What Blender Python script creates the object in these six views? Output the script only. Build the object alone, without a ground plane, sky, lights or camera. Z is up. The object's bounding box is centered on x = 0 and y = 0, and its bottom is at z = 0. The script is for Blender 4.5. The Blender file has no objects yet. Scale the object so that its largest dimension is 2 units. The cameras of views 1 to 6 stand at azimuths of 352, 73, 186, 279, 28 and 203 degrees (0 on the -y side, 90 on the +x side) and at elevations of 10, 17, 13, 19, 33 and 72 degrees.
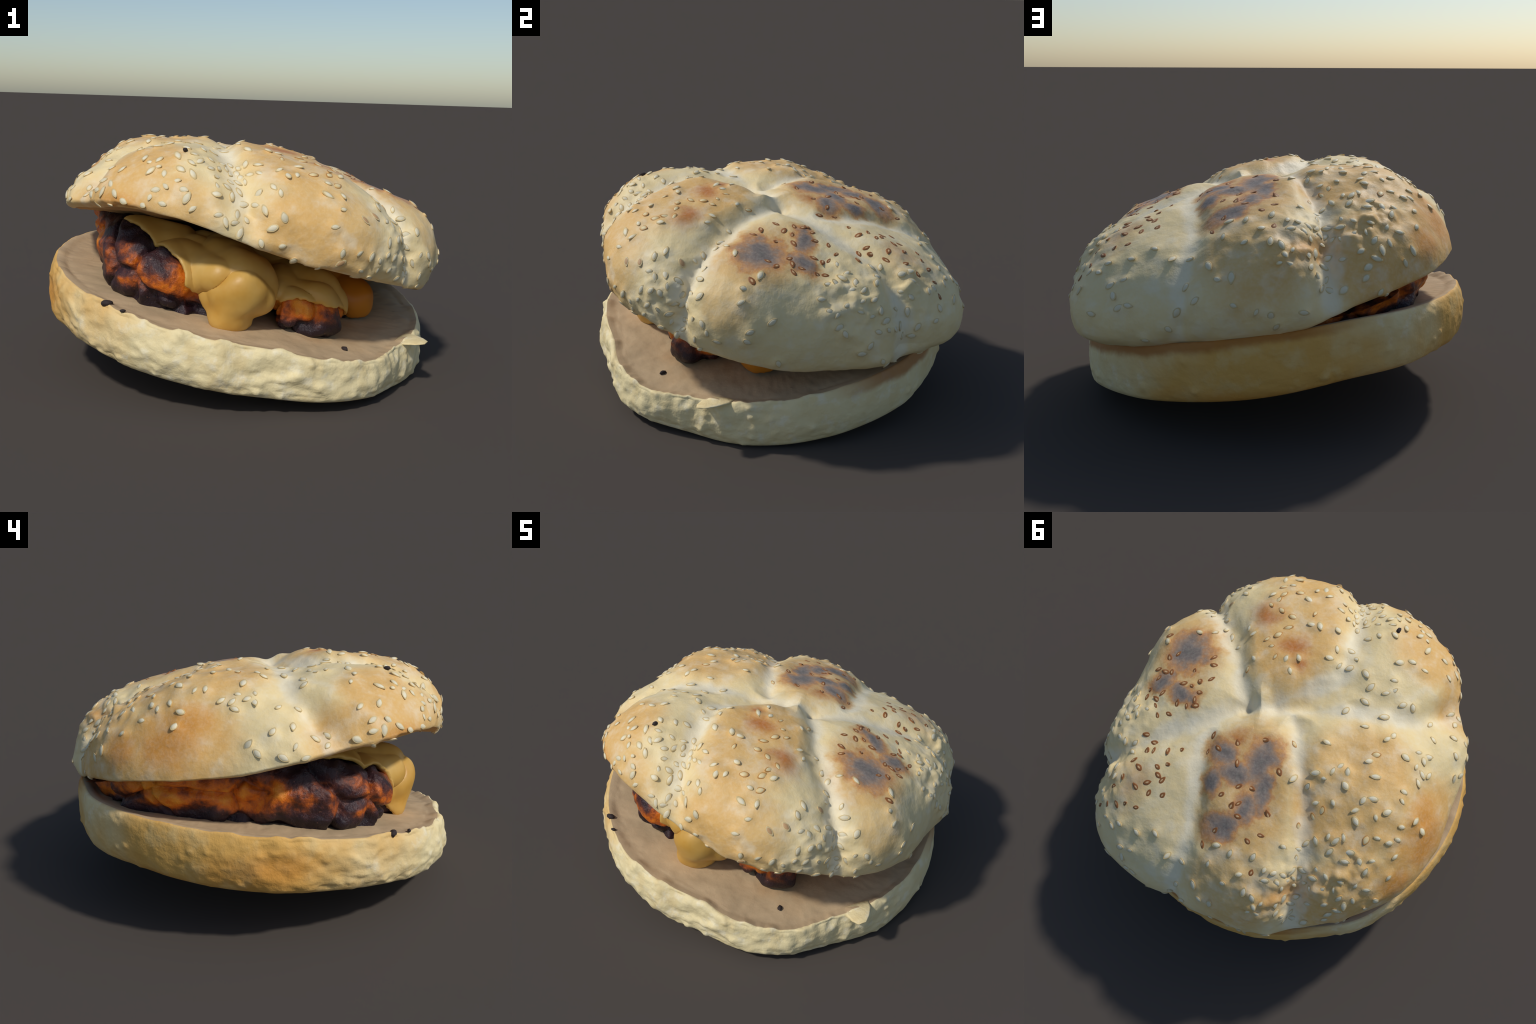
"""A sesame kaiser-roll sandwich: tilted bottom bun, grilled patty pieces under
melted cheese, and a six-lobed top bun with toasted patches and sesame seeds."""
import math
import random
import numpy as np

TAU = 2 * math.pi

# =====================================================================
# SHAPE NUMBERS (metres).  Angles run counter-clockwise from +x.
# =====================================================================
BUN_AXIS = (0.04, 0.0)

# --- top bun: a dome on a tilted cut plane --------------------------------
TOP = dict(
    height=0.609, slope_x=-0.24, slope_y=-0.158,      # cut plane
    # outline radius, one control point every 15 degrees
    outline=[0.916, 0.989, 1.034, 1.078, 1.019, 0.953, 0.951, 0.966, 0.952, 0.967, 0.991, 0.98, 0.952, 0.984, 0.99, 1.048, 1.021, 0.985, 0.969, 1.01, 0.979, 0.961, 0.961, 0.935],
    # height of the widest point above the cut plane, every 30 degrees
    belly=[0.068, 0.165, 0.165, 0.143, 0.092, 0.02, -0.024, 0.012, 0.047, 0.091, 0.091, 0.088],
    # height of the lower rim relative to the cut plane, every 30 degrees
    rim=[-0.023, 0.036, 0.048, 0.014, 0.037, 0.01, -0.036, -0.014, 0.018, -0.036, -0.04, -0.024],
    # how far the lower rim tucks in, every 30 degrees
    tuck=[0.05, 0.17, 0.157, 0.093, 0.034, 0.011, 0.037, 0.074, 0.009, 0.056, 0.067, 0.042],
    # how square the shoulder is, every 30 degrees (smaller = squarer)
    shoulder=[0.819, 0.645, 0.92, 0.733, 0.743, 0.797, 0.838, 1.327, 0.838, 1.089, 0.771, 1.088],
    crown=0.488, flat=0.966, lean_x=0.03, lean_y=0.028,
    swell=[0.05, 0.046, 0.009, 0.032, 0.088, 0.04],      # one per lobe
    crease=[0.042, 0.066, 0.018, 0.042, 0.03, 0.045, 0.022],  # depth of each crease
    crease_width=[0.066, 0.085, 0.085, 0.07, 0.062, 0.08, 0.065],
    crease_end=[0.07, 0.075, 0.085, 0.06, 0.035, 0.06, 0.042],    # depth where they run out at the rim
    # swelling half way out and at the shoulder (every 30 degrees), near the middle (every 60)
    puff=[-0.025, -0.001, -0.031, -0.025, -0.005, -0.085, -0.067, -0.026, -0.013, -0.007, -0.057, -0.035],
    brow=[0.032, -0.044, -0.012, -0.014, -0.041, 0.004, -0.01, 0.039, 0.015, 0.026, -0.013, 0.039],
    heart=[0.009, 0.006, -0.03, -0.026, -0.026, -0.026],
)

# --- bottom bun: a thick tilted slice ---------------------------------
BOTTOM = dict(
    height=0.395, slope_x=-0.18, slope_y=0.08,        # cut plane
    # outline radius, one control point every 15 degrees
    outline=[0.926, 0.929, 0.94, 0.939, 0.95, 0.948, 0.957, 0.968, 0.972, 1.005, 1.003, 1.013, 1.025, 1.037, 1.034, 1.038, 1.034, 0.993, 0.949, 0.979, 0.975, 0.922, 0.925, 0.929],
    # height of the lip over the cut plane, every 30 degrees
    lip=[0.07, 0.085, 0.07, 0.056, 0.042, 0.008, -0.008, -0.01, -0.006, -0.004, -0.012, 0.028],
    # height of the lower edge above the ground, every 30 degrees
    foot=[0.03, 0.095, 0.163, 0.234, 0.31, 0.327, 0.285, 0.239, 0.155, 0.077, 0.035, 0.0],
    # lower edge radius as a share of the outline, every 30 degrees
    foot_in=[0.93, 0.933, 0.929, 0.942, 0.938, 0.926, 0.922, 0.925, 0.906, 0.944, 0.933, 0.925],
)

# the six lobes: centre (x, y), half lengths, turn (degrees)
LOBES = dict(
    front=((0.16, -0.45), (0.30, 0.40), 10),
    front_right=((0.67, -0.17), (0.26, 0.36), 30),
    back_right=((0.66, 0.50), (0.30, 0.34), -40),
    back=((0.08, 0.40), (0.25, 0.42), 12),
    back_left=((-0.42, 0.14), (0.36, 0.36), 0),
    front_left=((-0.44, -0.50), (0.36, 0.30), 30),
)
# creases between the lobes: plan points from the middle out to the rim
CREASES = dict(
    front_to_front_right=[(0.25, -0.05), (0.36, -0.19), (0.47, -0.37), (0.575, -0.51), (0.72, -0.69)],
    front_to_front_left=[(0.10, -0.10), (-0.07, -0.18), (-0.17, -0.34), (-0.18, -0.52), (-0.14, -0.72), (-0.07, -1.0)],
    left_pair=[(0.05, -0.08), (-0.12, -0.13), (-0.27, -0.18), (-0.45, -0.19), (-0.60, -0.25), (-0.72, -0.38), (-0.92, -0.54)],
    back_to_back_left=[(0.0, -0.08), (-0.07, 0.02), (-0.12, 0.15), (-0.20, 0.29), (-0.27, 0.48), (-0.31, 0.65), (-0.36, 0.95)],
    back_to_back_right=[(0.36, 0.02), (0.40, 0.12), (0.37, 0.34), (0.31, 0.52), (0.30, 0.70), (0.32, 0.98)],
    right_pair=[(0.25, -0.05), (0.36, 0.03), (0.52, 0.14), (0.71, 0.29), (0.98, 0.43)],
    middle=[(0.26, -0.05), (0.12, -0.06), (-0.02, -0.10)],
)


# =====================================================================
# CURVES AND FIELDS
# =====================================================================
def ring(knots, angle):
    """Smooth closed curve through evenly spaced control values."""
    k = np.asarray(knots, float)
    n = len(k)
    a = np.mod(np.asarray(angle) / TAU * n, n)
    i = np.floor(a).astype(int) % n
    f = a - np.floor(a)
    p0, p1, p2, p3 = k[(i - 1) % n], k[i], k[(i + 1) % n], k[(i + 2) % n]
    return p1 + 0.5 * f * (p2 - p0 + f * (2 * p0 - 5 * p1 + 4 * p2 - p3 + f * (3 * (p1 - p2) + p3 - p0)))


def cut_frame(part):
    n = np.array([-part["slope_x"], -part["slope_y"], 1.0])
    n /= np.linalg.norm(n)
    x = np.array([1.0, 0.0, part["slope_x"]])
    x /= np.linalg.norm(x)
    y = np.cross(n, x)
    return np.array([BUN_AXIS[0], BUN_AXIS[1], part["height"]]), x, y, n


def path_distance(px, py, path):
    """Distance in plan from points to a polyline, and how far along it (0..1)."""
    best = np.full(px.shape, 9.0)
    along = np.zeros(px.shape)
    m = len(path) - 1
    for i in range(m):
        ax, ay = path[i]
        bx, by = path[i + 1]
        dx, dy = bx - ax, by - ay
        t = np.clip(((px - ax) * dx + (py - ay) * dy) / (dx * dx + dy * dy), 0, 1)
        d = np.hypot(px - ax - t * dx, py - ay - t * dy)
        near = d < best
        best = np.where(near, d, best)
        along = np.where(near, (i + t) / m, along)
    return best, along


def lobe_field(px, py, name):
    (cx, cy), (sx, sy), turn = LOBES[name]
    c, s = math.cos(math.radians(turn)), math.sin(math.radians(turn))
    u, v = (px - cx) * c + (py - cy) * s, -(px - cx) * s + (py - cy) * c
    q = (u / sx) ** 2 + (v / sy) ** 2
    return np.exp(-q ** 1.8)


def top_surface(angle, t, top=TOP, creases=True):
    """Outer skin of the top bun; t runs 0 (lower rim) .. 1 (crown).  World coordinates."""
    o, x, y, n = cut_frame(top)
    angle, t = np.broadcast_arrays(np.asarray(angle, float), np.asarray(t, float))
    phi = -math.pi / 2 + t * math.pi                       # -90 .. 90 degrees
    R, hb = ring(top["outline"], angle), ring(top["belly"], angle)
    h0, sh = ring(top["rim"], angle), ring(top["shoulder"], angle)
    up = phi > 0
    cs, sn = np.clip(np.cos(phi), 0, 1), np.abs(np.sin(phi))
    r = np.where(up, R * cs ** sh, R * (1 - ring(top["tuck"], angle) * (1 - cs)))
    w = np.where(up, hb + (top["crown"] - hb) * sn ** top["flat"], hb - (hb - h0) * sn ** 0.9)
    u, v = r * np.cos(angle), r * np.sin(angle)
    high = np.clip((w - hb) / 0.25, 0, 1) * up
    w = w + high * (top["lean_x"] * u + top["lean_y"] * v)
    P = o + u[..., None] * x + v[..., None] * y + w[..., None] * n
    grow = np.zeros_like(w)
    for amp, name in zip(top["swell"], LOBES):
        grow += amp * lobe_field(P[..., 0], P[..., 1], name)
    P = P + (high * grow)[..., None] * n
    if creases:
        hub = o + 0.02 * n
        away = P - hub
        away /= np.linalg.norm(away, axis=-1, keepdims=True) + 1e-9
        low = np.clip((w - h0) / 0.12, 0, 1)
        size = np.zeros_like(w)
        for values, out, high_at, wide in ((top["heart"], 0.32, 0.47, 0.17), (top["puff"], 0.58, 0.40, 0.17), (top["brow"], 0.86, 0.24, 0.17)):
            for k, value in enumerate(values):
                b = TAU * k / len(values)
                rb = out * ring(top["outline"], b)
                q = (u - rb * math.cos(b)) ** 2 + (v - rb * math.sin(b)) ** 2 + (w - high_at) ** 2
                size = size + value * np.exp(-q / wide ** 2)
        dip = np.zeros_like(w)
        for depth, end, width, path in zip(top["crease"], top["crease_end"], top["crease_width"], CREASES.values()):
            d, along = path_distance(P[..., 0], P[..., 1], path)
            deep = depth + (end - depth) * np.clip((along - 0.5) / 0.3, 0, 1)
            dip = np.maximum(dip, deep * np.exp(-(d / width) ** 1.9))
        knot = np.exp(-((P[..., 0] - 0.19) ** 2 + (P[..., 1] + 0.11) ** 2) / 0.045 ** 2)
        brim = np.exp(-((P[..., 0] - 0.12) ** 2 + (P[..., 1] + 0.20) ** 2) / 0.085 ** 2)
        pit = np.exp(-((P[..., 0] - 0.275) ** 2 + (P[..., 1] + 0.045) ** 2) / 0.04 ** 2)
        P = P + ((size - dip + 0.022 * knot + 0.028 * brim - 0.03 * pit) * low)[..., None] * away
    return P


def top_rim(angle, share, top=TOP):
    """Cut underside of the top bun; share = 1 at the rim .. 0 in the middle."""
    o, x, y, n = cut_frame(top)
    R, hb, h0 = ring(top["outline"], angle), ring(top["belly"], angle), ring(top["rim"], angle)
    r = R * (1 - ring(top["tuck"], angle)) * share
    w = h0 * share ** 2 + 0.02 * (1 - share ** 6)
    u, v = r * np.cos(angle), r * np.sin(angle)
    return o + u[..., None] * x + v[..., None] * y + w[..., None] * n


def cut_height(part, x, y):
    return part["height"] + part["slope_x"] * x + part["slope_y"] * y


def bottom_surface(angle, t, bot=BOTTOM):
    """Crust of the bottom bun: t = 0 at the lip .. 0.45 belly .. 1 at the middle of the base."""
    angle, t = np.broadcast_arrays(np.asarray(angle, float), np.asarray(t, float))
    R = ring(bot["outline"], angle)
    lip, zf, fi = ring(bot["lip"], angle), ring(bot["foot"], angle), ring(bot["foot_in"], angle)
    ca, sa = np.cos(angle), np.sin(angle)
    zt = cut_height(bot, BUN_AXIS[0] + R * ca, R * sa) + lip
    zm = zf + 0.5 * (zt - zf)
    a = np.clip(t / 0.3, 0, 1) * math.pi / 2               # lip -> belly
    b = np.clip((t - 0.3) / 0.5, 0, 1) * math.pi / 2       # belly -> foot
    c = np.clip((t - 0.8) / 0.2, 0, 1)                     # foot -> middle
    r = R * (0.965 + 0.035 * np.sin(a) ** 0.8)
    z = zt + (zm - zt) * (1 - np.cos(a))
    r = np.where(t > 0.3, R * (fi + (1 - fi) * np.cos(b) ** 0.75), r)
    z = np.where(t > 0.3, zm + (zf - zm) * np.sin(b) ** 0.9, z)
    middle = float(np.mean(bot["foot"]))
    r = np.where(t > 0.8, R * fi * (1 - c), r)
    z = np.where(t > 0.8, zf * (1 - c) + middle * c, z)
    return np.stack([BUN_AXIS[0] + r * ca, BUN_AXIS[1] + r * sa, z], -1)

# ==== BLENDER
import bpy
from mathutils import Vector, Matrix, noise, kdtree
import bmesh

rng = np.random.RandomState(11)
random.seed(11)


# =====================================================================
# SMALL TOOLS
# =====================================================================
def fbm(points, scale, octaves=3, seed=0.0):
    """Fractal noise for an (n, 3) array."""
    out = np.empty(len(points))
    off = Vector((seed, seed * 1.7, -seed))
    for i, p in enumerate(points):
        out[i] = noise.fractal(Vector(p) * scale + off, 1.0, 2.0, octaves)
    return out


def cells(points, scale, seed=0.0):
    """Distance difference F2 - F1 of a cell pattern: 0 on the cracks."""
    out = np.empty(len(points))
    off = Vector((seed, seed, seed))
    for i, p in enumerate(points):
        d, _ = noise.voronoi(Vector(p) * scale + off)
        out[i] = d[1] - d[0]
    return out


def add_object(name, mesh, parent, material=None):
    ob = bpy.data.objects.new(name, mesh)
    bpy.context.scene.collection.objects.link(ob)
    ob.parent = parent
    if material and not mesh.materials:
        mesh.materials.append(material)
    return ob


def mesh_from(name, verts, faces, smooth=True):
    me = bpy.data.meshes.new(name)
    me.from_pydata([tuple(v) for v in verts], [], faces)
    if smooth:
        me.polygons.foreach_set("use_smooth", [True] * len(me.polygons))
    me.update()
    return me


def grid_faces(rows, cols, flip=False):
    """Quads of a grid closed along its columns."""
    i, j = np.meshgrid(np.arange(rows - 1), np.arange(cols), indexing="ij")
    a, b = i * cols + j, i * cols + (j + 1) % cols
    c, d = b + cols, a + cols
    q = np.stack([a, b, c, d] if not flip else [a, d, c, b], -1).reshape(-1, 4)
    return q.tolist()


def grid_normals(P):
    """Normals of a (rows, cols, 3) grid, closed along its columns."""
    du = np.roll(P, -1, 1) - np.roll(P, 1, 1)
    dv = np.gradient(P, axis=0)
    n = np.cross(du, dv)
    n /= np.linalg.norm(n, axis=-1, keepdims=True) + 1e-12
    return n


# =====================================================================
# MATERIAL NODES
# =====================================================================
class Nodes:
    """Short hand for building a node tree."""

    def __init__(self, name):
        self.mat = bpy.data.materials.new(name)
        self.mat.use_nodes = True
        self.t = self.mat.node_tree
        self.bsdf = self.t.nodes["Principled BSDF"]
        self.pos = self.t.nodes.new("ShaderNodeTexCoord").outputs["Object"]

    def put(self, node, sockets):
        for key, value in sockets.items():
            if value is None:
                continue
            if hasattr(value, "is_output"):
                self.t.links.new(value, node.inputs[key])
            else:
                node.inputs[key].default_value = value
        return node

    def math(self, op, a, b=None, c=None, clamp=False):
        n = self.t.nodes.new("ShaderNodeMath")
        n.operation, n.use_clamp = op, clamp
        return self.put(n, {0: a, 1: b, 2: c}).outputs[0]

    def vec(self, op, a, b=None, scale=None):
        n = self.t.nodes.new("ShaderNodeVectorMath")
        n.operation = op
        self.put(n, {0: a, 1: b})
        if scale is not None:
            self.put(n, {"Scale": scale})
        return n.outputs["Value"] if op in ("LENGTH", "DISTANCE", "DOT_PRODUCT") else n.outputs["Vector"]

    def noise(self, scale, detail=3, rough=0.55, warp=0.0, vector=None):
        n = self.t.nodes.new("ShaderNodeTexNoise")
        return self.put(n, {"Vector": vector or self.pos, "Scale": scale, "Detail": detail, "Roughness": rough, "Distortion": warp}).outputs[0]

    def step(self, value, low, high):
        """Smooth 0..1 ramp between two values (either order)."""
        n = self.t.nodes.new("ShaderNodeMapRange")
        n.interpolation_type = "SMOOTHSTEP"
        a, b = (low, high) if low < high else (high, low)
        out = (0.0, 1.0) if low < high else (1.0, 0.0)
        return self.put(n, {"Value": value, "From Min": a, "From Max": b, "To Min": out[0], "To Max": out[1]}).outputs[0]

    def mix(self, fac, a, b):
        n = self.t.nodes.new("ShaderNodeMix")
        n.data_type = "RGBA"
        rgba = lambda c: c if hasattr(c, "is_output") else (*c, 1.0)
        return self.put(n, {0: fac, 6: rgba(a), 7: rgba(b)}).outputs[2]

    def ramp(self, value, stops):
        n = self.t.nodes.new("ShaderNodeValToRGB")
        e = n.color_ramp.elements
        while len(e) < len(stops):
            e.new(0.5)
        for el, (p, c) in zip(e, stops):
            el.position, el.color = p, (*c, 1.0)
        self.put(n, {"Fac": value})
        return n.outputs["Color"]

    def spot(self, centre, size, turn=0.0, vector=None):
        """1 at the centre of an ellipsoid, 0 on its surface, negative outside."""
        n = self.t.nodes.new("ShaderNodeMapping")
        n.vector_type = "TEXTURE"
        self.put(n, {"Vector": vector or self.pos, "Location": centre, "Rotation": (0, 0, math.radians(turn)), "Scale": size})
        return self.math("SUBTRACT", 1.0, self.vec("LENGTH", n.outputs[0]))

    def most(self, values):
        out = values[0]
        for v in values[1:]:
            out = self.math("MAXIMUM", out, v)
        return out

    def line_distance(self, plan, a, b):
        """Distance in plan to the segment a-b."""
        ax, ay = a
        dx, dy = b[0] - ax, b[1] - ay
        rel = self.vec("SUBTRACT", plan, (ax, ay, 0))
        t = self.vec("DOT_PRODUCT", rel, (dx / (dx * dx + dy * dy), dy / (dx * dx + dy * dy), 0))
        t = self.math("ADD", t, 0.0, clamp=True)
        n = self.t.nodes.new("ShaderNodeVectorMath")
        n.operation = "SCALE"
        self.put(n, {0: (dx, dy, 0), "Scale": t})
        return self.vec("DISTANCE", rel, n.outputs[0])

    def finish(self, colour, rough=0.6, bump=None, strength=0.3, distance=0.01, **more):
        self.put(self.bsdf, {"Base Color": colour if hasattr(colour, "is_output") else (*colour, 1.0), "Roughness": rough, **more})
        if bump is not None:
            n = self.t.nodes.new("ShaderNodeBump")
            self.put(n, {"Height": bump, "Strength": strength, "Distance": distance})
            self.t.links.new(n.outputs[0], self.bsdf.inputs["Normal"])
        return self.mat


def srgb(r, g, b):
    f = lambda v: (v / 255 / 12.92) if v <= 10 else ((v / 255 + 0.055) / 1.055) ** 2.4
    return (f(r), f(g), f(b))


FLOUR = srgb(246, 240, 218)
CREAM = srgb(242, 218, 162)
TAN = srgb(230, 184, 112)
GOLD = srgb(216, 146, 60)
RUST = srgb(188, 106, 38)


def top_crust_material():
    m = Nodes("top_crust")
    wob = m.vec("SCALE", m.vec("SUBTRACT", m.t_noise_vec(7.0), (0.5, 0.5, 0.5)), scale=0.09)
    p = m.vec("ADD", m.pos, wob)
    plan = m.vec("MULTIPLY", p, (1, 1, 0))
    # pale floury creases
    ds = []
    for path in CREASES.values():
        keep = path[:1] + path[2:-1:2] + path[-1:] if len(path) > 5 else path[::2] if len(path) % 2 else path
        ds += [m.line_distance(plan, keep[i], keep[i + 1]) for i in range(len(keep) - 1)]
    d = ds[0]
    for x in ds[1:]:
        d = m.math("MINIMUM", d, x)
    soft = m.noise(4.5, 4)
    crease = m.step(m.math("ADD", d, m.math("MULTIPLY", m.math("SUBTRACT", soft, 0.5), 0.2)), 0.065, 0.0)
    # golden tops of the lobes
    tan = []
    for name, (cx, cy, z, sx, sy, sz, turn, gain) in dict(
        front=(0.16, -0.52, 1.05, 0.30, 0.47, 0.45, 10, 1.1),
        front_wall=(0.22, -0.86, 0.80, 0.34, 0.26, 0.30, 0, 1.0),
        front_right=(0.66, -0.28, 0.93, 0.25, 0.34, 0.25, 30, 0.9),
        front_right_wall=(0.82, -0.45, 0.75, 0.16, 0.2, 0.2, 40, 0.6),
        back=(0.08, 0.40, 1.04, 0.28, 0.48, 0.40, 10, 1.0),
        back_wall=(-0.02, 0.80, 0.80, 0.30, 0.25, 0.30, 0, 0.9),
        back_left=(-0.42, 0.22, 1.10, 0.37, 0.42, 0.40, 0, 1.05),
        back_left_wall=(-0.55, 0.62, 0.82, 0.35, 0.35, 0.30, 0, 1.1),
        left_wall=(-0.78, 0.26, 0.88, 0.26, 0.40, 0.35, 0, 1.2),
        front_left=(-0.55, -0.66, 1.02, 0.30, 0.26, 0.30, 30, 1.0),
        left_rim=(-0.72, -0.65, 0.93, 0.35, 0.40, 0.22, 40, 1.2),
        front_left_wall=(-0.45, -0.86, 0.92, 0.35, 0.2, 0.2, -25, 0.9),
        back_right=(0.72, 0.52, 0.86, 0.18, 0.18, 0.2, 0, 0.4),
    ).items():
        tan.append(m.math("MULTIPLY", m.step(m.spot((cx, cy, z), (sx, sy, sz), turn, p), -0.05, 0.4), gain))
    golden = m.math("MULTIPLY", m.most(tan), m.math("ADD", m.math("MULTIPLY", m.noise(3.2, 5, 0.6), 1.0), 0.4), clamp=True)
    base = m.mix(golden, CREAM, TAN)
    base = m.mix(m.math("MULTIPLY", m.step(m.noise(11, 4), 0.45, 0.75), 0.35), base, FLOUR)
    base = m.mix(m.math("MULTIPLY", crease, 0.5), base, FLOUR)
    # deeper golden patches
    deep = m.most([m.spot(c, s, t, p) for c, s, t in (
        ((-0.80, 0.24, 0.93), (0.16, 0.30, 0.22), 0), ((-0.84, -0.55, 0.93), (0.05, 0.22, 0.10), 25),
        ((-0.68, -0.78, 0.90), (0.25, 0.12, 0.07), -30), ((-0.75, 0.50, 0.85), (0.14, 0.16, 0.12), 0), ((-0.20, 0.74, 0.86), (0.13, 0.12, 0.10), 0))])
    base = m.mix(m.math("MULTIPLY", m.step(m.math("ADD", deep, m.math("MULTIPLY", m.math("SUBTRACT", soft, 0.5), 1.2)), -0.1, 0.75), 0.85), base, GOLD)
    # rusty blushes on the front lobe and beside the scorched patch
    rust = m.most([m.spot(c, s, t, p) for c, s, t in (
        ((0.13, -0.41, 1.13), (0.13, 0.09, 0.12), 20), ((0.33, -0.55, 1.04), (0.12, 0.10, 0.12), 0),
        ((0.22, 0.14, 1.08), (0.11, 0.07, 0.12), 10), ((0.06, -0.32, 1.14), (0.07, 0.05, 0.10), 0))])
    base = m.mix(m.math("MULTIPLY", m.step(m.math("ADD", rust, m.math("MULTIPLY", m.math("SUBTRACT", m.noise(14, 4), 0.5), 0.9)), -0.2, 1.0), 0.85), base, RUST)
    # scorched grey patches with brown rings
    ragged = m.vec("ADD", p, m.vec("SCALE", m.vec("SUBTRACT", m.t_noise_vec(17.0), (0.5, 0.5, 0.5)), scale=0.06))
    burn = m.most([m.spot(c, s, t, ragged) for c, s, t in (
        ((0.67, -0.27, 0.92), (0.13, 0.125, 0.25), 0), ((0.60, -0.02, 0.97), (0.085, 0.055, 0.2), -15), ((0.75, -0.07, 0.90), (0.08, 0.055, 0.2), 20),
        ((0.07, 0.23, 1.09), (0.09, 0.125, 0.2), 10), ((0.0, 0.34, 1.08), (0.055, 0.13, 0.2), 5), ((0.16, 0.31, 1.06), (0.10, 0.065, 0.2), 0),
        ((0.26, 0.23, 1.05), (0.085, 0.06, 0.2), -30), ((0.26, 0.38, 1.04), (0.05, 0.075, 0.2), 0), ((0.06, 0.45, 1.05), (0.06, 0.065, 0.2), 0),
        ((0.14, 0.57, 1.01), (0.10, 0.075, 0.2), 15))])
    burn = m.math("ADD", burn, m.math("MULTIPLY", m.math("SUBTRACT", m.noise(14, 6, 0.65), 0.5), 1.3))
    scorch = m.ramp(m.math("MULTIPLY_ADD", burn, 0.5, 0.5), [(0.0, TAN), (0.34, srgb(222, 180, 118)), (0.45, srgb(212, 154, 92)), (0.54, srgb(192, 142, 98)), (0.65, srgb(164, 136, 112)), (0.8, srgb(138, 124, 114)), (1.0, srgb(118, 110, 102))])
    base = m.mix(m.step(burn, -0.8, -0.1), base, scorch)
    # faint toasting under the speckled lobe
    pale = m.spot((0.68, 0.47, 0.92), (0.2, 0.2, 0.2), 0, p)
    base = m.mix(m.math("MULTIPLY", m.step(m.math("ADD", pale, m.math("MULTIPLY", m.math("SUBTRACT", m.noise(9, 4), 0.5), 1.6)), 0.2, 1.0), 0.55), base, srgb(206, 164, 122))
    grain = m.noise(60, 4, 0.6)
    base = m.mix(m.math("MULTIPLY", m.step(grain, 0.35, 0.75), 0.12), base, FLOUR)
    return m.finish(base, 0.52, m.math("ADD", grain, m.math("MULTIPLY", m.noise(22, 4), 2.0)), 0.25, 0.006, **{"Specular IOR Level": 0.25})


def _noise_vec(self, scale):
    n = self.t.nodes.new("ShaderNodeTexNoise")
    return self.put(n, {"Vector": self.pos, "Scale": scale, "Detail": 3.0}).outputs["Color"]


Nodes.t_noise_vec = _noise_vec


def bottom_crust_material():
    m = Nodes("bottom_crust")
    n = m.noise(3.0, 4)
    left = m.most([m.spot((-1.0, 0.05, 0.35), (0.85, 1.1, 0.7)), m.spot((-0.1, 0.95, 0.3), (1.0, 0.45, 0.6))])
    warm = m.step(m.math("ADD", left, m.math("MULTIPLY", m.math("SUBTRACT", n, 0.5), 1.2)), -0.15, 0.7)
    base = m.mix(warm, srgb(240, 222, 172), srgb(224, 174, 94))
    base = m.mix(m.math("MULTIPLY", m.step(m.noise(9, 4), 0.45, 0.7), 0.5), base, srgb(232, 205, 146))
    base = m.mix(m.math("MULTIPLY", m.math("MULTIPLY", m.step(m.noise(15, 4, 0.6), 0.5, 0.72), m.step(warm, 0.8, 0.1)), 0.45), base, FLOUR)
    low = m.most([m.spot(c, r, t) for c, r, t in (((-0.80, 0.25, 0.27), (0.25, 0.45, 0.09), 20), ((-0.50, 0.70, 0.27), (0.45, 0.28, 0.09), -30), ((-0.05, 0.88, 0.24), (0.5, 0.2, 0.08), 0), ((-0.92, -0.15, 0.40), (0.2, 0.35, 0.12), 0))])
    base = m.mix(m.math("MULTIPLY", m.step(m.math("ADD", low, m.math("MULTIPLY", m.math("SUBTRACT", n, 0.5), 1.4)), -0.1, 0.8), 0.7), base, srgb(218, 148, 62))
    # toasted line along the back of the cut
    h = m.vec("DOT_PRODUCT", m.pos, (-BOTTOM["slope_x"], -BOTTOM["slope_y"], 1.0))
    edge = m.step(m.math("ADD", h, m.math("MULTIPLY", m.math("SUBTRACT", m.noise(8, 4), 0.5), 0.05)), BOTTOM["height"] + 0.0, BOTTOM["height"] + 0.04)
    back = m.step(m.spot((0.45, 0.75, 0.45), (1.1, 1.0, 0.6)), 0.0, 0.4)
    base = m.mix(m.math("MULTIPLY", m.math("MULTIPLY", edge, back), 0.8), base, srgb(170, 104, 44))
    grain = m.noise(45, 4, 0.6)
    return m.finish(base, 0.68, m.math("ADD", grain, m.math("MULTIPLY", m.noise(18, 4), 2.0)), 0.35, 0.008, **{"Specular IOR Level": 0.2})


def crumb_material(name, tone):
    m = Nodes(name)
    stretch = m.vec("MULTIPLY", m.pos, (1.0, 1.4, 1.0))
    n = m.noise(4, 6, 0.65, 0.2, stretch)
    base = m.ramp(n, [(0.25, tuple(c * 0.78 for c in tone)), (0.52, tone), (0.78, tuple(min(1, c * 1.18) for c in tone))])
    stain = m.step(m.math("ADD", m.spot((0.35, -0.45, 0.28), (0.40, 0.35, 0.5)), m.math("MULTIPLY", m.math("SUBTRACT", m.noise(6, 4), 0.5), 1.4)), 0.1, 0.9)
    base = m.mix(m.math("MULTIPLY", stain, 0.35), base, srgb(176, 120, 56))
    specks = m.step(m.noise(34, 2), 0.73, 0.78)
    base = m.mix(m.math("MULTIPLY", specks, 0.5), base, srgb(110, 82, 60))
    return m.finish(base, 0.7, m.noise(50, 5, 0.7), 0.3, 0.006, **{"Specular IOR Level": 0.2})


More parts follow.
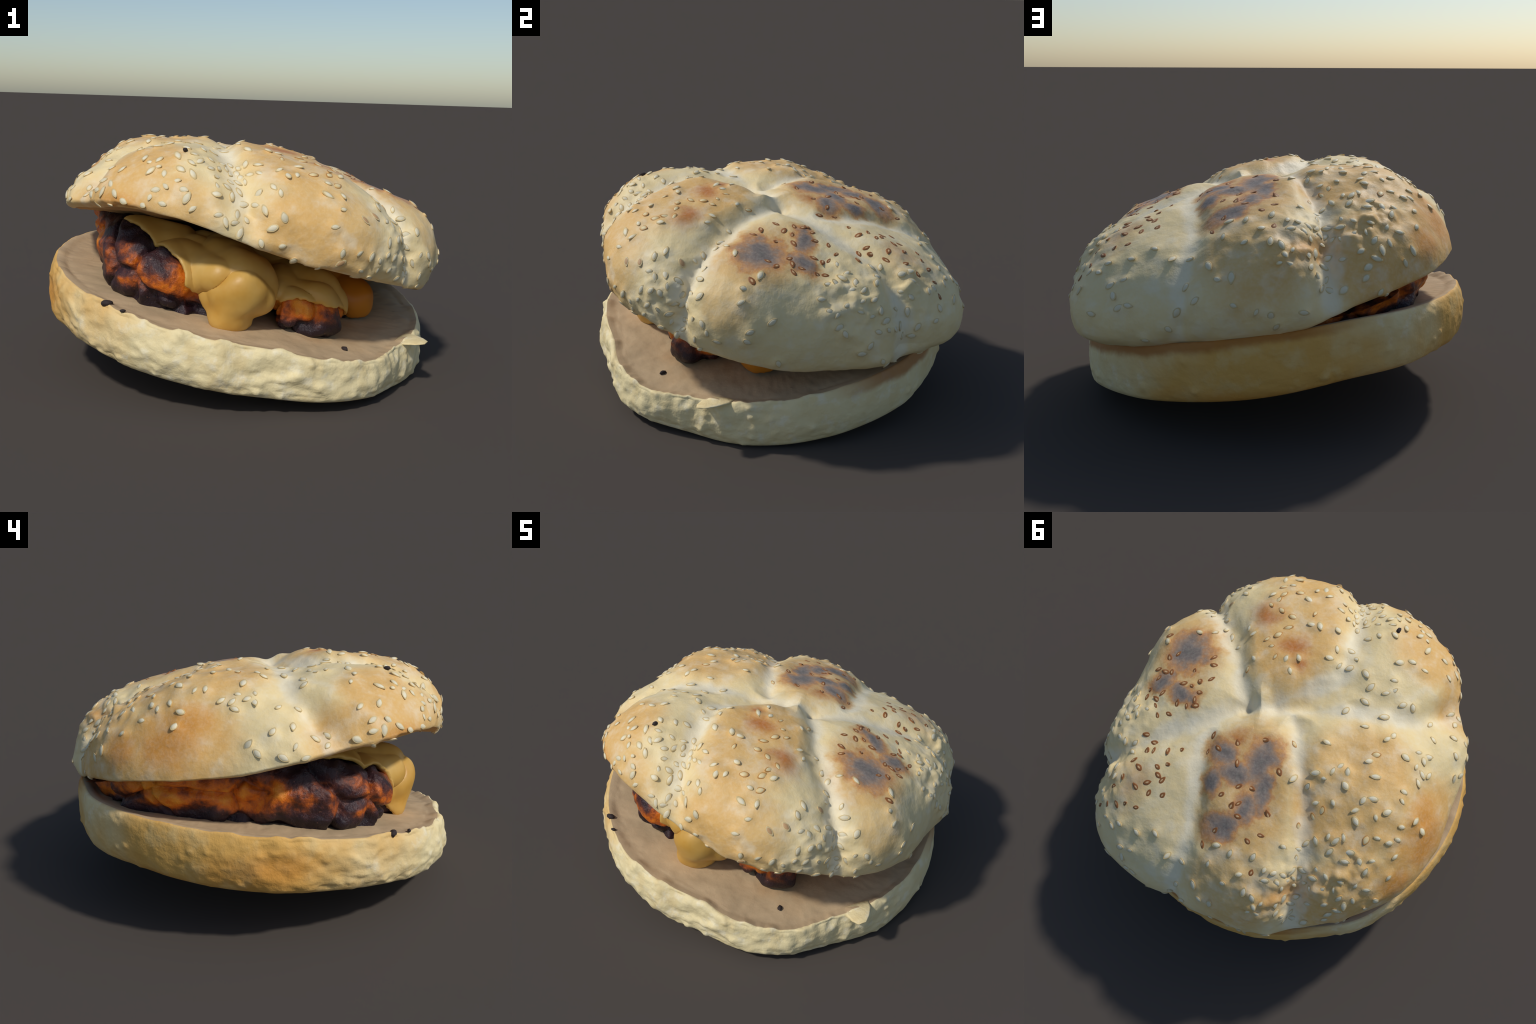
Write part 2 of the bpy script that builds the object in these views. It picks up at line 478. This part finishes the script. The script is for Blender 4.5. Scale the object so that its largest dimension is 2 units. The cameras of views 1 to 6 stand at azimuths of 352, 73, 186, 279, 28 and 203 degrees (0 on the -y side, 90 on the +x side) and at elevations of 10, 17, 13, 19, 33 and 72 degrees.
def patty_material():
    m = Nodes("grilled_patty")
    h = m.math("SUBTRACT", m.vec("DOT_PRODUCT", m.pos, (-BOTTOM["slope_x"], -BOTTOM["slope_y"], 1.0)), BOTTOM["height"])
    big, mid = m.noise(4.2, 4, 0.55), m.noise(16, 5, 0.65)
    n = m.math("ADD", m.math("MULTIPLY", big, 0.72), m.math("MULTIPLY", mid, 0.28))
    band = m.math("MULTIPLY", m.step(h, 0.0, 0.08), m.step(h, 0.29, 0.17))
    value = m.math("ADD", m.math("MULTIPLY", m.math("SUBTRACT", n, 0.5), 3.0), m.math("MULTIPLY", band, 0.58))
    base = m.ramp(value, [(0.0, srgb(38, 24, 32)), (0.24, srgb(58, 32, 36)), (0.38, srgb(96, 52, 40)), (0.50, srgb(160, 80, 36)), (0.64, srgb(216, 112, 26)), (0.88, srgb(232, 150, 46))])
    speck = m.step(m.noise(70, 2), 0.66, 0.74)
    base = m.mix(m.math("MULTIPLY", speck, 0.35), base, srgb(170, 120, 100))
    return m.finish(base, 0.42, m.math("ADD", m.noise(60, 4, 0.7), m.math("MULTIPLY", mid, 2.0)), 0.5, 0.012, **{"Specular IOR Level": 0.4})


def cheese_material():
    m = Nodes("melted_cheese")
    base = m.ramp(m.noise(5, 4), [(0.3, srgb(202, 152, 66)), (0.55, srgb(212, 170, 90)), (0.8, srgb(218, 184, 114))])
    drip = m.step(m.spot((0.55, -0.2, 0.33), (0.25, 0.35, 0.3)), 0.0, 0.5)
    base = m.mix(drip, base, srgb(205, 128, 34))
    return m.finish(base, 0.42, m.noise(24, 4), 0.15, 0.008, **{"Specular IOR Level": 0.35})


def seed_material(name, colour, tip):
    m = Nodes(name)
    info = m.t.nodes.new("ShaderNodeObjectInfo").outputs["Random"]
    along = m.math("SEPARATE", 0) if False else m.spot((0.010, 0, 0.004), (0.03, 0.02, 0.03))
    base = m.mix(m.step(along, 0.0, 0.7), tip, colour)
    dark = tuple(c * 0.8 for c in colour)
    base = m.mix(m.math("MULTIPLY", info, 0.4), base, dark)
    return m.finish(base, 0.5, None, **{"Specular IOR Level": 0.3})


def plain(name, colour, rough=0.6):
    m = Nodes(name)
    base = m.mix(m.noise(30, 4), tuple(c * 0.8 for c in colour), colour)
    return m.finish(base, rough)


# =====================================================================
# THE SANDWICH
# =====================================================================
sandwich = bpy.data.objects.new("sandwich", None)
bpy.context.scene.collection.objects.link(sandwich)
sandwich["label"] = "sesame kaiser roll sandwich with grilled patty and melted cheese"
sandwich["category"] = "sandwich, burger"

# ---------------------------------------------------------------- top bun
COLS, ROWS = 540, 230
ang = np.linspace(0, TAU, COLS, endpoint=False)[None, :]
tt = np.linspace(0, 1, ROWS) ** 1.0
tt = tt[:, None]
P = top_surface(ang, np.minimum(tt, 0.9985))
N = grid_normals(P)
if N[ROWS // 2, :, 2].mean() < 0:
    N = -N

# sesame seeds: where they gather (centre, spread, count, kind)
SEED_CLUSTERS = [
    ((0.20, -0.90, 0.85), 0.13, 14, "pale"), ((0.30, -0.80, 0.92), 0.14, 8, "golden"),
    ((-0.13, -0.74, 1.03), 0.06, 22, "pale"), ((-0.10, -0.90, 0.90), 0.08, 14, "pale"), ((-0.13, -0.48, 1.11), 0.06, 7, "pale"),
    ((-0.42, -0.64, 1.10), 0.15, 28, "pale"), ((-0.38, -0.88, 0.95), 0.12, 13, "pale"), ((-0.76, -0.66, 0.93), 0.08, 8, "pale"),
    ((-0.48, -0.24, 1.10), 0.13, 13, "pale"), ((-0.82, -0.28, 0.92), 0.09, 12, "pale"), ((-0.67, -0.04, 1.07), 0.05, 9, "pale"),
    ((-0.46, 0.16, 1.14), 0.18, 26, "pale"), ((-0.40, 0.18, 1.14), 0.18, 7, "golden"), ((-0.52, 0.48, 1.02), 0.13, 26, "pale"),
    ((-0.46, 0.66, 0.90), 0.13, 20, "pale"), ((-0.26, 0.68, 0.93), 0.09, 18, "pale"), ((-0.12, 0.82, 0.90), 0.06, 8, "pale"),
    ((-0.40, 0.78, 0.78), 0.12, 10, "pale"), ((0.05, 0.75, 0.92), 0.16, 6, "pale"),
    ((0.62, -0.66, 0.76), 0.09, 26, "pale"), ((0.70, -0.62, 0.60), 0.09, 12, "pale"), ((0.44, -0.86, 0.62), 0.12, 12, "pale"),
    ((0.52, -0.46, 0.96), 0.07, 7, "pale"), ((0.86, -0.36, 0.72), 0.12, 9, "pale"), ((0.90, 0.10, 0.76), 0.11, 26, "pale"),
    ((0.86, 0.42, 0.74), 0.12, 16, "pale"), ((0.70, 0.68, 0.74), 0.12, 14, "pale"), ((0.42, 0.84, 0.66), 0.18, 10, "pale"),
    ((0.0, 0.92, 0.62), 0.16, 8, "pale"), ((0.95, 0.30, 0.50), 0.16, 10, "pale"),
]
# seeds that catch the eye on the lobe tops, by plan position
SEEDS_SEEN = dict(
    toasted=[(0.73, -0.24), (0.77, -0.21), (0.52, -0.26), (0.5, -0.21), (0.6, -0.16), (0.8, -0.14), (0.75, -0.13), (0.72, -0.13), (0.78, -0.09),
             (0.62, -0.08), (0.54, -0.11), (0.48, -0.13), (0.57, -0.07), (0.81, -0.02), (0.72, -0.01), (0.74, 0.03), (0.81, 0.02), (0.73, 0.07),
             (0.61, 0.04), (0.51, -0.04), (0.52, 0.0), (0.55, 0.04), (0.5, 0.03), (0.69, 0.12), (0.63, 0.1), (0.83, -0.35),
             (0.71, 0.23), (0.65, 0.26), (0.67, 0.32), (0.63, 0.31), (0.55, 0.29), (0.49, 0.27), (0.72, 0.38), (0.67, 0.41), (0.57, 0.38),
             (0.53, 0.36), (0.74, 0.47), (0.78, 0.53), (0.65, 0.51), (0.59, 0.47), (0.55, 0.42), (0.52, 0.44), (0.57, 0.52), (0.49, 0.51),
             (0.73, 0.61), (0.68, 0.6), (0.61, 0.6), (0.79, 0.62), (0.84, 0.62),
             (0.35, 0.15), (0.35, 0.24), (0.3, 0.21), (0.21, 0.17), (0.18, 0.26), (0.09, 0.11), (-0.04, 0.24), (0.13, 0.36), (0.07, 0.35),
             (0.2, 0.43), (0.1, 0.44), (0.13, 0.47), (0.08, 0.5), (-0.06, 0.45), (0.17, 0.6), (-0.01, 0.6), (-0.06, 0.55), (0.2, 0.67), (-0.08, 0.72)],
    pale=[(0.07, -0.76), (0.16, -0.71), (0.35, -0.69), (0.09, -0.55), (0.04, -0.55), (0.28, -0.79), (-0.01, -0.76), (-0.06, -0.39),
          (0.14, -0.32), (0.08, -0.34), (0.1, -0.26), (0.3, -0.29), (0.36, -0.43), (0.10, -0.80)],
    golden=[(0.3, -0.71), (0.34, -0.62), (0.27, -0.6), (0.2, -0.58), (0.1, -0.63), (0.28, -0.41), (0.24, -0.37), (0.2, -0.32), (0.31, -0.23),
            (0.23, -0.45), (0.2, -0.51)],
)
area = np.linalg.norm(np.cross(np.roll(P, -1, 1) - P, np.gradient(P, axis=0)), axis=-1).ravel()
flatP, flatN = P.reshape(-1, 3), N.reshape(-1, 3)
seeds = []
for kind, places in SEEDS_SEEN.items():
    for x, y in places:
        d2 = (flatP[:, 0] - x) ** 2 + (flatP[:, 1] - y) ** 2 + np.where(flatN[:, 2] > 0.2, 0, 9)
        k = d2.argmin()
        seeds.append((flatP[k].copy(), flatN[k].copy(), kind))
for centre, spread, count, kind in SEED_CLUSTERS:
    d2 = ((flatP - np.array(centre)) ** 2).sum(1)
    w = area * np.exp(-d2 / (2 * spread ** 2)) * (d2 < (2.4 * spread) ** 2)
    w[: COLS * 4] = 0
    picks = rng.choice(len(w), size=count * 4, p=w / w.sum())
    got = 0
    count = max(4, round(count * 0.88))
    for k in picks:
        if got == count:
            break
        if all((flatP[k][0] - s[0][0]) ** 2 + (flatP[k][1] - s[0][1]) ** 2 + (flatP[k][2] - s[0][2]) ** 2 > 0.036 ** 2 for s in seeds):
            seeds.append((flatP[k].copy(), flatN[k].copy(), kind))
            got += 1

# relief of the crust: broad unevenness, fine pores, dough raised around each seed
tree = kdtree.KDTree(len(seeds))
for i, s in enumerate(seeds):
    tree.insert(Vector(s[0]), i)
tree.balance()
relief = 0.010 * fbm(flatP, 3.0, 2, 3.1) + 0.0035 * fbm(flatP, 11.0, 3, 7.7)
fade = np.clip(np.repeat(tt[:, 0], COLS) / 0.06, 0, 1)
for i in range(len(flatP)):
    for _, k, d in tree.find_range(Vector(flatP[i]), 0.075):
        relief[i] += {"pale": 0.010, "toasted": -0.002, "golden": 0.003}[seeds[k][2]] * math.exp(-(d / 0.030) ** 2)
# torn and crumpled dough where the creases run out
broken = np.zeros(len(flatP))
for c, r in (((0.62, -0.68, 0.72), 0.15), ((0.90, 0.12, 0.74), 0.17), ((0.84, 0.48, 0.74), 0.14), ((-0.30, 0.72, 0.88), 0.17), ((-0.50, 0.56, 0.98), 0.13), ((-0.12, 0.84, 0.86), 0.1)):
    broken = np.maximum(broken, np.exp(-((flatP - np.array(c)) ** 2).sum(1) / r ** 2))
spots = broken > 0.05
relief[spots] += broken[spots] * (0.030 * np.maximum(fbm(flatP[spots], 13.0, 2, 5.1) - 0.05, 0) - 0.016 * np.maximum(fbm(flatP[spots], 16.0, 2, 9.9) - 0.1, 0))
relief *= fade
skin = flatP + relief[:, None] * flatN

crust_mat = top_crust_material()
verts = list(skin)
faces = grid_faces(ROWS, COLS)
verts.append(skin[-COLS:].mean(0))
last = (ROWS - 1) * COLS
faces += [(last + j, last + (j + 1) % COLS, len(verts) - 1) for j in range(COLS)]
top_bun = add_object("top_bun", mesh_from("top_bun", verts, faces), sandwich, crust_mat)

# cut underside, sharing the rim's border
shares = np.linspace(1, 0.02, 40)
rows = [skin[:COLS]] + [top_rim(ang[0], np.full(COLS, s)) for s in shares[1:]]
U = np.concatenate(rows)
U[COLS:, 2] += 0.010 * fbm(U[COLS:], 6.0, 3, 2.0) + 0.004 * fbm(U[COLS:], 25.0, 2, 5.0)
uv = list(U) + [U[-COLS:].mean(0)]
uf = grid_faces(len(rows), COLS, True)
last = (len(rows) - 1) * COLS
uf += [(last + (j + 1) % COLS, last + j, len(uv) - 1) for j in range(COLS)]
add_object("cut_face", mesh_from("top_cut_face", uv, uf), top_bun, crumb_material("top_crumb", srgb(206, 170, 122)))


# seeds: teardrops half sunk in the crust, ringed with browned dough
def seed_mesh(name, body, ring_mat, length, width, thick, lift):
    ring_thick = 0.7 if "toasted" in name else 0.3
    bm = bmesh.new()
    for part, (grow, flat_by, drop, index) in enumerate(((1.0, 1.0, lift, 0), (1.16, ring_thick, 0.0, 1))):
        made = bmesh.ops.create_uvsphere(bm, u_segments=14, v_segments=9, radius=1.0)
        for v in made["verts"]:
            x, y, z = v.co
            taper = 1.0 - 0.42 * max(0.0, x) ** 1.3 - 0.05 * max(0.0, -x)
            v.co = (x * length / 2 * grow, y * width / 2 * taper * grow ** (2.4 if ring_thick > 0.5 else 1), z * thick / 2 * flat_by * (0.6 + 0.4 * taper) + drop)
        for f in {f for v in made["verts"] for f in v.link_faces}:
            f.material_index, f.smooth = index, True
    me = bpy.data.meshes.new(name)
    bm.to_mesh(me)
    bm.free()
    me.materials.append(body)
    me.materials.append(ring_mat)
    return me


seed_looks = dict(
    pale=(seed_material("pale_seed", srgb(243, 232, 200), srgb(236, 214, 164)), plain("pale_seed_ring", srgb(228, 200, 140))),
    golden=(seed_material("golden_seed", srgb(236, 216, 166), srgb(222, 186, 120)), plain("golden_seed_ring", srgb(204, 150, 80))),
    toasted=(seed_material("toasted_seed", srgb(226, 188, 138), srgb(190, 134, 78)), plain("toasted_seed_ring", srgb(158, 100, 50))),
)
seed_meshes = {k: [seed_mesh(f"{k}_sesame", a, b, L, W, T, lift) for L, W, T, lift in
                   (((0.046, 0.026, 0.012, -0.002), (0.042, 0.027, 0.013, -0.002), (0.048, 0.024, 0.011, -0.002)) if k != "toasted" else
                    ((0.045, 0.019, 0.009, -0.001), (0.041, 0.021, 0.009, -0.001), (0.048, 0.018, 0.009, -0.001)))]
               for k, (a, b) in seed_looks.items()}


def seed_matrix(p, n):
    n = Vector(n)
    side = n.orthogonal().normalized()
    side.rotate(Matrix.Rotation(rng.uniform(0, TAU), 3, n))
    tilt = rng.normal(0, 0.12)
    x = (side + n * tilt).normalized()
    y = n.cross(x).normalized()
    z = x.cross(y)
    s = rng.uniform(0.72, 1.15)
    return Matrix.Translation(Vector(p)) @ Matrix((x, y, z)).transposed().to_4x4() @ Matrix.Diagonal((s, s, s, 1))


order = list(range(len(seeds)))
order.sort(key=lambda i: -(seeds[i][1][2] + 0.3 * seeds[i][0][2]))
few = {}
skin_tree = kdtree.KDTree(len(skin))
for i, p in enumerate(skin):
    skin_tree.insert(Vector(p), i)
skin_tree.balance()
for rank, i in enumerate(order):
    p, n, kind = seeds[i]
    q = skin[skin_tree.find(Vector(p))[1]]
    mat = seed_matrix(q, n)
    me = seed_meshes[kind][i % 3]
    if rank < 290:
        ob = add_object("sesame_seed", me, top_bun)
        ob.matrix_local = mat
    else:
        few.setdefault(kind, []).append((me, mat))
for kind, items in few.items():
    bm = bmesh.new()
    for me, mat in items:
        start = len(bm.verts)
        bm.from_mesh(me)
        bm.verts.ensure_lookup_table()
        bmesh.ops.transform(bm, matrix=mat, verts=bm.verts[start:])
    me = bpy.data.meshes.new(f"{kind}_scatter")
    bm.to_mesh(me)
    bm.free()
    a, b = seed_looks[kind]
    far = plain(f"{kind}_seed_scatter", srgb(238, 226, 192) if kind == "pale" else srgb(206, 164, 116))
    me.materials.append(far)
    me.materials.append(plain(f"{kind}_scatter_ring", srgb(230, 206, 152)) if kind != "toasted" else b)
    ob = add_object("seed_scatter", me, top_bun)
    ob["kind"] = "stuff"

# ------------------------------------------------------------- bottom bun
BC, BR = 480, 130
ang = np.linspace(0, TAU, BC, endpoint=False)[None, :]
tb = np.linspace(0, 1, BR)[:, None]
P = bottom_surface(ang, np.minimum(tb, 0.998))
N = grid_normals(P)
if (N[40] * (P[40] - P[40].mean(0))).sum() < 0:
    N = -N
fp, fn = P.reshape(-1, 3), N.reshape(-1, 3)
A = np.repeat(ang, BR, 0).ravel()
T = np.repeat(tb[:, 0], BC)
deg = np.degrees(A)
front = np.clip(np.cos(np.radians(deg - 265)) * 0.9 + 0.45, 0, 1)        # rough side
wrinkle = np.exp(-((deg - 308) / 16) ** 2)                                # folded corner
wall = np.clip(T / 0.08, 0, 1) * np.clip((0.72 - T) / 0.16, 0, 1)
lumps = np.maximum(fbm(fp, 15.0, 2, 1.3) - 0.1, 0)
rough = 0.006 * fbm(fp, 4.0, 2, 9.0) + front * (0.016 * fbm(fp, 7.0, 3, 3.7) + 0.020 * lumps * np.clip(0.4 + 1.6 * fbm(fp, 2.5, 2, 7.0), 0.0, 1) + 0.003 * fbm(fp, 20.0, 3, 4.0)) + (1 - front) * 0.004 * fbm(fp, 14.0, 3, 6.0)
folds = fbm(fp * np.array([1, 1, 0.35]), 16.0, 2, 8.0)
rough += wrinkle * 0.011 * folds - 0.004 * front
buried = []
while len(buried) < 110:
    k = rng.randint(BC * 8, BC * int(BR * 0.78))
    if rng.uniform() < 0.15 + front[k]:
        buried.append((fp[k], fn[k]))
bt = kdtree.KDTree(len(buried))
for i, (p, n) in enumerate(buried):
    bt.insert(Vector(p), i)
bt.balance()
swollen = rng.uniform(0.002, 0.011, len(buried))
for i in range(len(fp)):
    for _, k, d in bt.find_range(Vector(fp[i]), 0.06):
        rough[i] += swollen[k] * math.exp(-(d / 0.017) ** 2)
rough *= wall
crust = fp + rough[:, None] * fn
nick = front * np.maximum(fbm(np.stack([np.cos(A) * 9, np.sin(A) * 9, 0 * A], -1), 1.0, 3, 2.0), -0.2)
crust[:, 2] += np.clip(1 - T / 0.16, 0, 1) * 0.022 * nick
crust[:, 2] = np.maximum(crust[:, 2], 0.0)
bv = list(crust) + [crust[-BC:].mean(0)]
bf = grid_faces(BR, BC, True)
last = (BR - 1) * BC
bf += [(last + (j + 1) % BC, last + j, len(bv) - 1) for j in range(BC)]
bottom_crust = bottom_crust_material()
bottom_bun = add_object("bottom_bun", mesh_from("bottom_bun", bv, bf), sandwich, bottom_crust)

# how far the cut face lies under the lip, every 60 degrees
FACE_DROP = [0.012, 0.006, 0.0, 0.0, 0.010, 0.020]
lip = crust[:BC]
mid = np.array([BUN_AXIS[0], BUN_AXIS[1], 0])
rows = [lip]
for s in np.concatenate([np.linspace(0.99, 0.92, 8), np.linspace(0.90, 0.03, 42)]):
    q = mid + (lip - mid) * s
    k = min(1.0, (1 - s) / 0.06)
    k = k * k * (3 - 2 * k)
    face = cut_height(BOTTOM, q[:, 0], q[:, 1]) + ring(BOTTOM["lip"], ang[0]) * s ** 2 - ring(FACE_DROP, ang[0]) * s - 0.012 * (1 - s)
    q[:, 2] = lip[:, 2] * (1 - k) + face * k
    if s < 0.96:
        q[:, 2] += 0.006 * fbm(q, 5.0, 3, 1.0) + 0.003 * fbm(q * np.array([1, 2.5, 1]), 18.0, 3, 4.0)
    rows.append(q)
C = np.concatenate(rows)
cv = list(C) + [C[-BC:].mean(0)]
cf = grid_faces(len(rows), BC)
last = (len(rows) - 1) * BC
cf += [(last + j, last + (j + 1) % BC, len(cv) - 1) for j in range(BC)]
add_object("cut_face", mesh_from("bottom_cut_face", cv, cf), bottom_bun, crumb_material("bottom_crumb", srgb(196, 170, 134)))

# torn flake of crust standing out at the right front
flake_path = [((0.75, -0.475, 0.222), 0.08, 0.012), ((0.785, -0.525, 0.228), 0.074, 0.009), ((0.815, -0.57, 0.232), 0.052, 0.006), ((0.838, -0.605, 0.236), 0.022, 0.003)]
fv, ff = [], []
along = Vector((0.65, 0.75, 0.1)).normalized()
for c, half, thick in flake_path:
    for k in range(10):
        a = TAU * k / 10
        fv.append(Vector(c) + along * half * math.cos(a) + Vector((0, 0, 1)) * thick * math.sin(a))
for i in range(len(flake_path) - 1):
    for k in range(10):
        ff.append((i * 10 + k, i * 10 + (k + 1) % 10, i * 10 + 10 + (k + 1) % 10, i * 10 + 10 + k))
ff += [tuple(range(9, -1, -1)), tuple(range(len(fv) - 10, len(fv)))]
add_object("torn_crust", mesh_from("torn_crust", fv, ff), bottom_bun, bottom_crust)


# ------------------------------------------------------------------ patty
def pebble(bm, centre, radii, turn=0.0, sub=4):
    made = bmesh.ops.create_icosphere(bm, subdivisions=sub, radius=1.0)
    tilt = Matrix(((1, 0, 0), (0, 1, 0), (BOTTOM["slope_x"], BOTTOM["slope_y"], 1)))
    spin = Matrix.Rotation(math.radians(turn), 3, "Z")
    for v in made["verts"]:
        c = v.co.copy()
        level = math.hypot(c.x, c.y)
        c.x, c.y = (c.x * level ** -0.4, c.y * level ** -0.4) if level > 1e-6 else (c.x, c.y)
        c = spin @ Vector((c.x * radii[0], c.y * radii[1], c.z * radii[2]))
        v.co = Vector(centre) + tilt @ c


def remeshed(bm, voxel, smooth_steps):
    me = bpy.data.meshes.new("raw")
    bm.to_mesh(me)
    bm.free()
    ob = bpy.data.objects.new("raw", me)
    bpy.context.scene.collection.objects.link(ob)
    r = ob.modifiers.new("r", "REMESH")
    r.mode, r.voxel_size = "VOXEL", voxel
    s = ob.modifiers.new("s", "SMOOTH")
    s.factor, s.iterations = 0.5, smooth_steps
    out = bpy.data.meshes.new_from_object(ob.evaluated_get(bpy.context.evaluated_depsgraph_get()))
    bpy.data.objects.remove(ob)
    return out


# pieces of meat: plan centre, plan radii, half height, lift over the cut, turn
PIECES = [
    ((-0.12, -0.53), (0.20, 0.27), 0.13, 0.18, 8), ((-0.16, -0.53), (0.12, 0.235), 0.11, 0.07, 8), ((0.27, -0.44), (0.19, 0.21), 0.15, 0.12, 20), ((0.16, -0.47), (0.10, 0.18), 0.13, 0.11, 0),
    ((0.50, -0.14), (0.15, 0.20), 0.10, 0.09, 0),
]
# the main slab: outline radius about the bun's middle, every 15 degrees from +x
SLAB = [0.60, 0.66, 0.74, 0.78, 0.82, 0.84, 0.86, 0.88, 0.91, 0.92, 0.90, 0.83,
        0.76, 0.78, 0.83, 0.83, 0.79, 0.58, 0.42, 0.42, 0.43, 0.46, 0.50, 0.56]


def piece_mesh(pieces, grow, voxel, steps):
    bm = bmesh.new()
    for (cx, cy), (rx, ry), rz, lift, turn in pieces:
        pebble(bm, (cx, cy, cut_height(BOTTOM, cx, cy) - 0.022 + lift), (rx + grow, ry + grow, rz + grow), turn)
    made = bmesh.ops.create_icosphere(bm, subdivisions=6, radius=1.0)
    for v in made["verts"]:
        x, y, z = v.co
        level = math.hypot(x, y)
        a = math.atan2(y, x)
        r = (float(ring(SLAB, a)) + grow) * (level ** 0.36 * (0.95 + 0.05 * min(1.0, z * 3)) if z > 0 else 0.95 * level ** 0.15)
        x, y = r * math.cos(a), r * math.sin(a)
        v.co = (x, y, cut_height(BOTTOM, x, y) + 0.06 + z * (0.28 + grow if z > 0 else 0.11))
    return remeshed(bm, voxel, steps)


o_top, _, _, n_top = cut_frame(TOP)


def pressed(co, gap_top, gap_low):
    """Hold points between the two cut faces."""
    face = cut_height(BOTTOM, co[:, 0], co[:, 1]) - 0.022
    roof = o_top[2] - (n_top[0] * (co[:, 0] - o_top[0]) + n_top[1] * (co[:, 1] - o_top[1])) / n_top[2]
    co[:, 2] = np.maximum(co[:, 2], face - gap_low)
    co[:, 2] = np.minimum(co[:, 2], np.maximum(roof - gap_top, face + 0.02))
    return co


def coords(me):
    a = np.empty(len(me.vertices) * 3)
    me.vertices.foreach_get("co", a)
    return a.reshape(-1, 3)


def normals(me):
    a = np.empty(len(me.vertices) * 3)
    me.vertices.foreach_get("normal", a)
    return a.reshape(-1, 3)


patty_me = piece_mesh(PIECES, 0.0, 0.011, 10)
co, no = coords(patty_me), normals(patty_me)
bumps = 0.045 * fbm(co, 4.0, 3, 2.2) + 0.014 * fbm(co, 11.0, 3, 5.5) - 0.042 * np.exp(-(cells(co, 3.1, 3.0) / 0.06) ** 2) + 0.012 * np.abs(fbm(co, 7.0, 2, 1.1))
co = pressed(co + bumps[:, None] * no, -0.012, 0.01)
patty_me.vertices.foreach_set("co", co.ravel())
patty_me.polygons.foreach_set("use_smooth", [True] * len(patty_me.polygons))
patty_me.update()
patty_me.name = "patty"
patty = add_object("patty", patty_me, sandwich, patty_material())

# cheese: a melted sheet over the meat; how far down it runs, by direction
# (height over the cut face where it ends, every 15 degrees from +x)
CHEESE_EDGE = [0.08, 0.10, 0.12, 0.12, 0.14, 0.15, 0.16, 0.18, 0.20, 0.21, 0.22, 0.23,
               0.24, 0.25, 0.25, 0.25, 0.16, -0.02, 0.02, 0.14, 0.15, 0.12, 0.02, 0.03]
raw = bpy.data.objects.new("raw", patty_me)
bpy.context.scene.collection.objects.link(raw)
melt = raw.modifiers.new("melt", "SMOOTH")
melt.factor, melt.iterations = 0.5, 34
sheet = bpy.data.meshes.new_from_object(raw.evaluated_get(bpy.context.evaluated_depsgraph_get()))
bpy.data.objects.remove(raw)
co = coords(sheet)
co = co + (0.020 + 0.010 * fbm(co, 7.0, 2, 6.1))[:, None] * normals(sheet)
bow = pressed(co.copy(), 0.004, 0.0)
a = np.arctan2(co[:, 1] + 0.10, co[:, 0] + 0.02)
h = bow[:, 2] - (cut_height(BOTTOM, bow[:, 0], bow[:, 1]) - 0.022)
keep = h > ring(CHEESE_EDGE, a) + 0.016 * fbm(bow, 7.0, 2, 4.4)
# the sheet stops along a slanting line on the left
line = (bow[:, 0] + 0.29) * 0.77 + (bow[:, 1] + 0.78) * 0.64 + 0.02 * fbm(bow, 5.0, 2, 8.1)
keep &= line > 0
keep &= (bow[:, 0] > -0.22 + 0.08 * fbm(bow, 4.0, 2, 3.3)) | (bow[:, 1] < -0.36)
bm = bmesh.new()
bm.from_mesh(sheet)
bm.verts.ensure_lookup_table()
for v, c in zip(bm.verts, bow):
    v.co = c
drop = [v for v in bm.verts if not keep[v.index]]
bmesh.ops.delete(bm, geom=drop, context="VERTS")
# one continuous drape: drop stray islands, close pin holes
seen, largest = set(), []
for v in bm.verts:
    if v in seen:
        continue
    island, todo = [], [v]
    seen.add(v)
    while todo:
        w = todo.pop()
        island.append(w)
        for e in w.link_edges:
            o = e.other_vert(w)
            if o not in seen:
                seen.add(o)
                todo.append(o)
    if len(island) > len(largest):
        largest = island
largest = set(largest)
bmesh.ops.delete(bm, geom=[v for v in bm.verts if v not in largest], context="VERTS")
bmesh.ops.holes_fill(bm, edges=[e for e in bm.edges if e.is_boundary], sides=90)
for _ in range(14):
    bmesh.ops.smooth_vert(bm, verts=[v for v in bm.verts if v.is_boundary], factor=0.5, use_axis_x=True, use_axis_y=True, use_axis_z=True)
cheese_me = bpy.data.meshes.new("cheese_sheet")
bm.to_mesh(cheese_me)
bm.free()
bpy.data.meshes.remove(sheet)
cheese_me.polygons.foreach_set("use_smooth", [True] * len(cheese_me.polygons))
cheese = add_object("melted_cheese", cheese_me, sandwich, cheese_material())
sol = cheese.modifiers.new("thickness", "SOLIDIFY")
sol.thickness, sol.offset = 0.022, 0.0
smo = cheese.modifiers.new("melt", "SMOOTH")
smo.factor, smo.iterations = 0.5, 5

# crumbs of char on the bread
char = plain("char", srgb(52, 40, 38), 0.8)
for (x, y, z), size in (((-0.672, -0.702, 0.456), 0.028), ((0.411, -0.71, 0.242), 0.020), ((-0.335, -0.672, 1.137), 0.018), ((-0.60, -0.775, 0.44), 0.014)):
    bm = bmesh.new()
    bmesh.ops.create_icosphere(bm, subdivisions=2, radius=1.0)
    for v in bm.verts:
        k = 1 + 0.35 * noise.noise(v.co * 1.7 + Vector((x, y, z)) * 9)
        v.co = Vector((v.co.x * size * k, v.co.y * size * 0.6 * k, v.co.z * size * 0.55 * k))
    me = bpy.data.meshes.new("crumb")
    bm.to_mesh(me)
    bm.free()
    me.polygons.foreach_set("use_smooth", [True] * len(me.polygons))
    ob = add_object("char_crumb", me, top_bun if z > 0.9 else bottom_bun, char)
    ob.location = (x, y, z)
    ob.rotation_euler = (0, 0, x * 5)
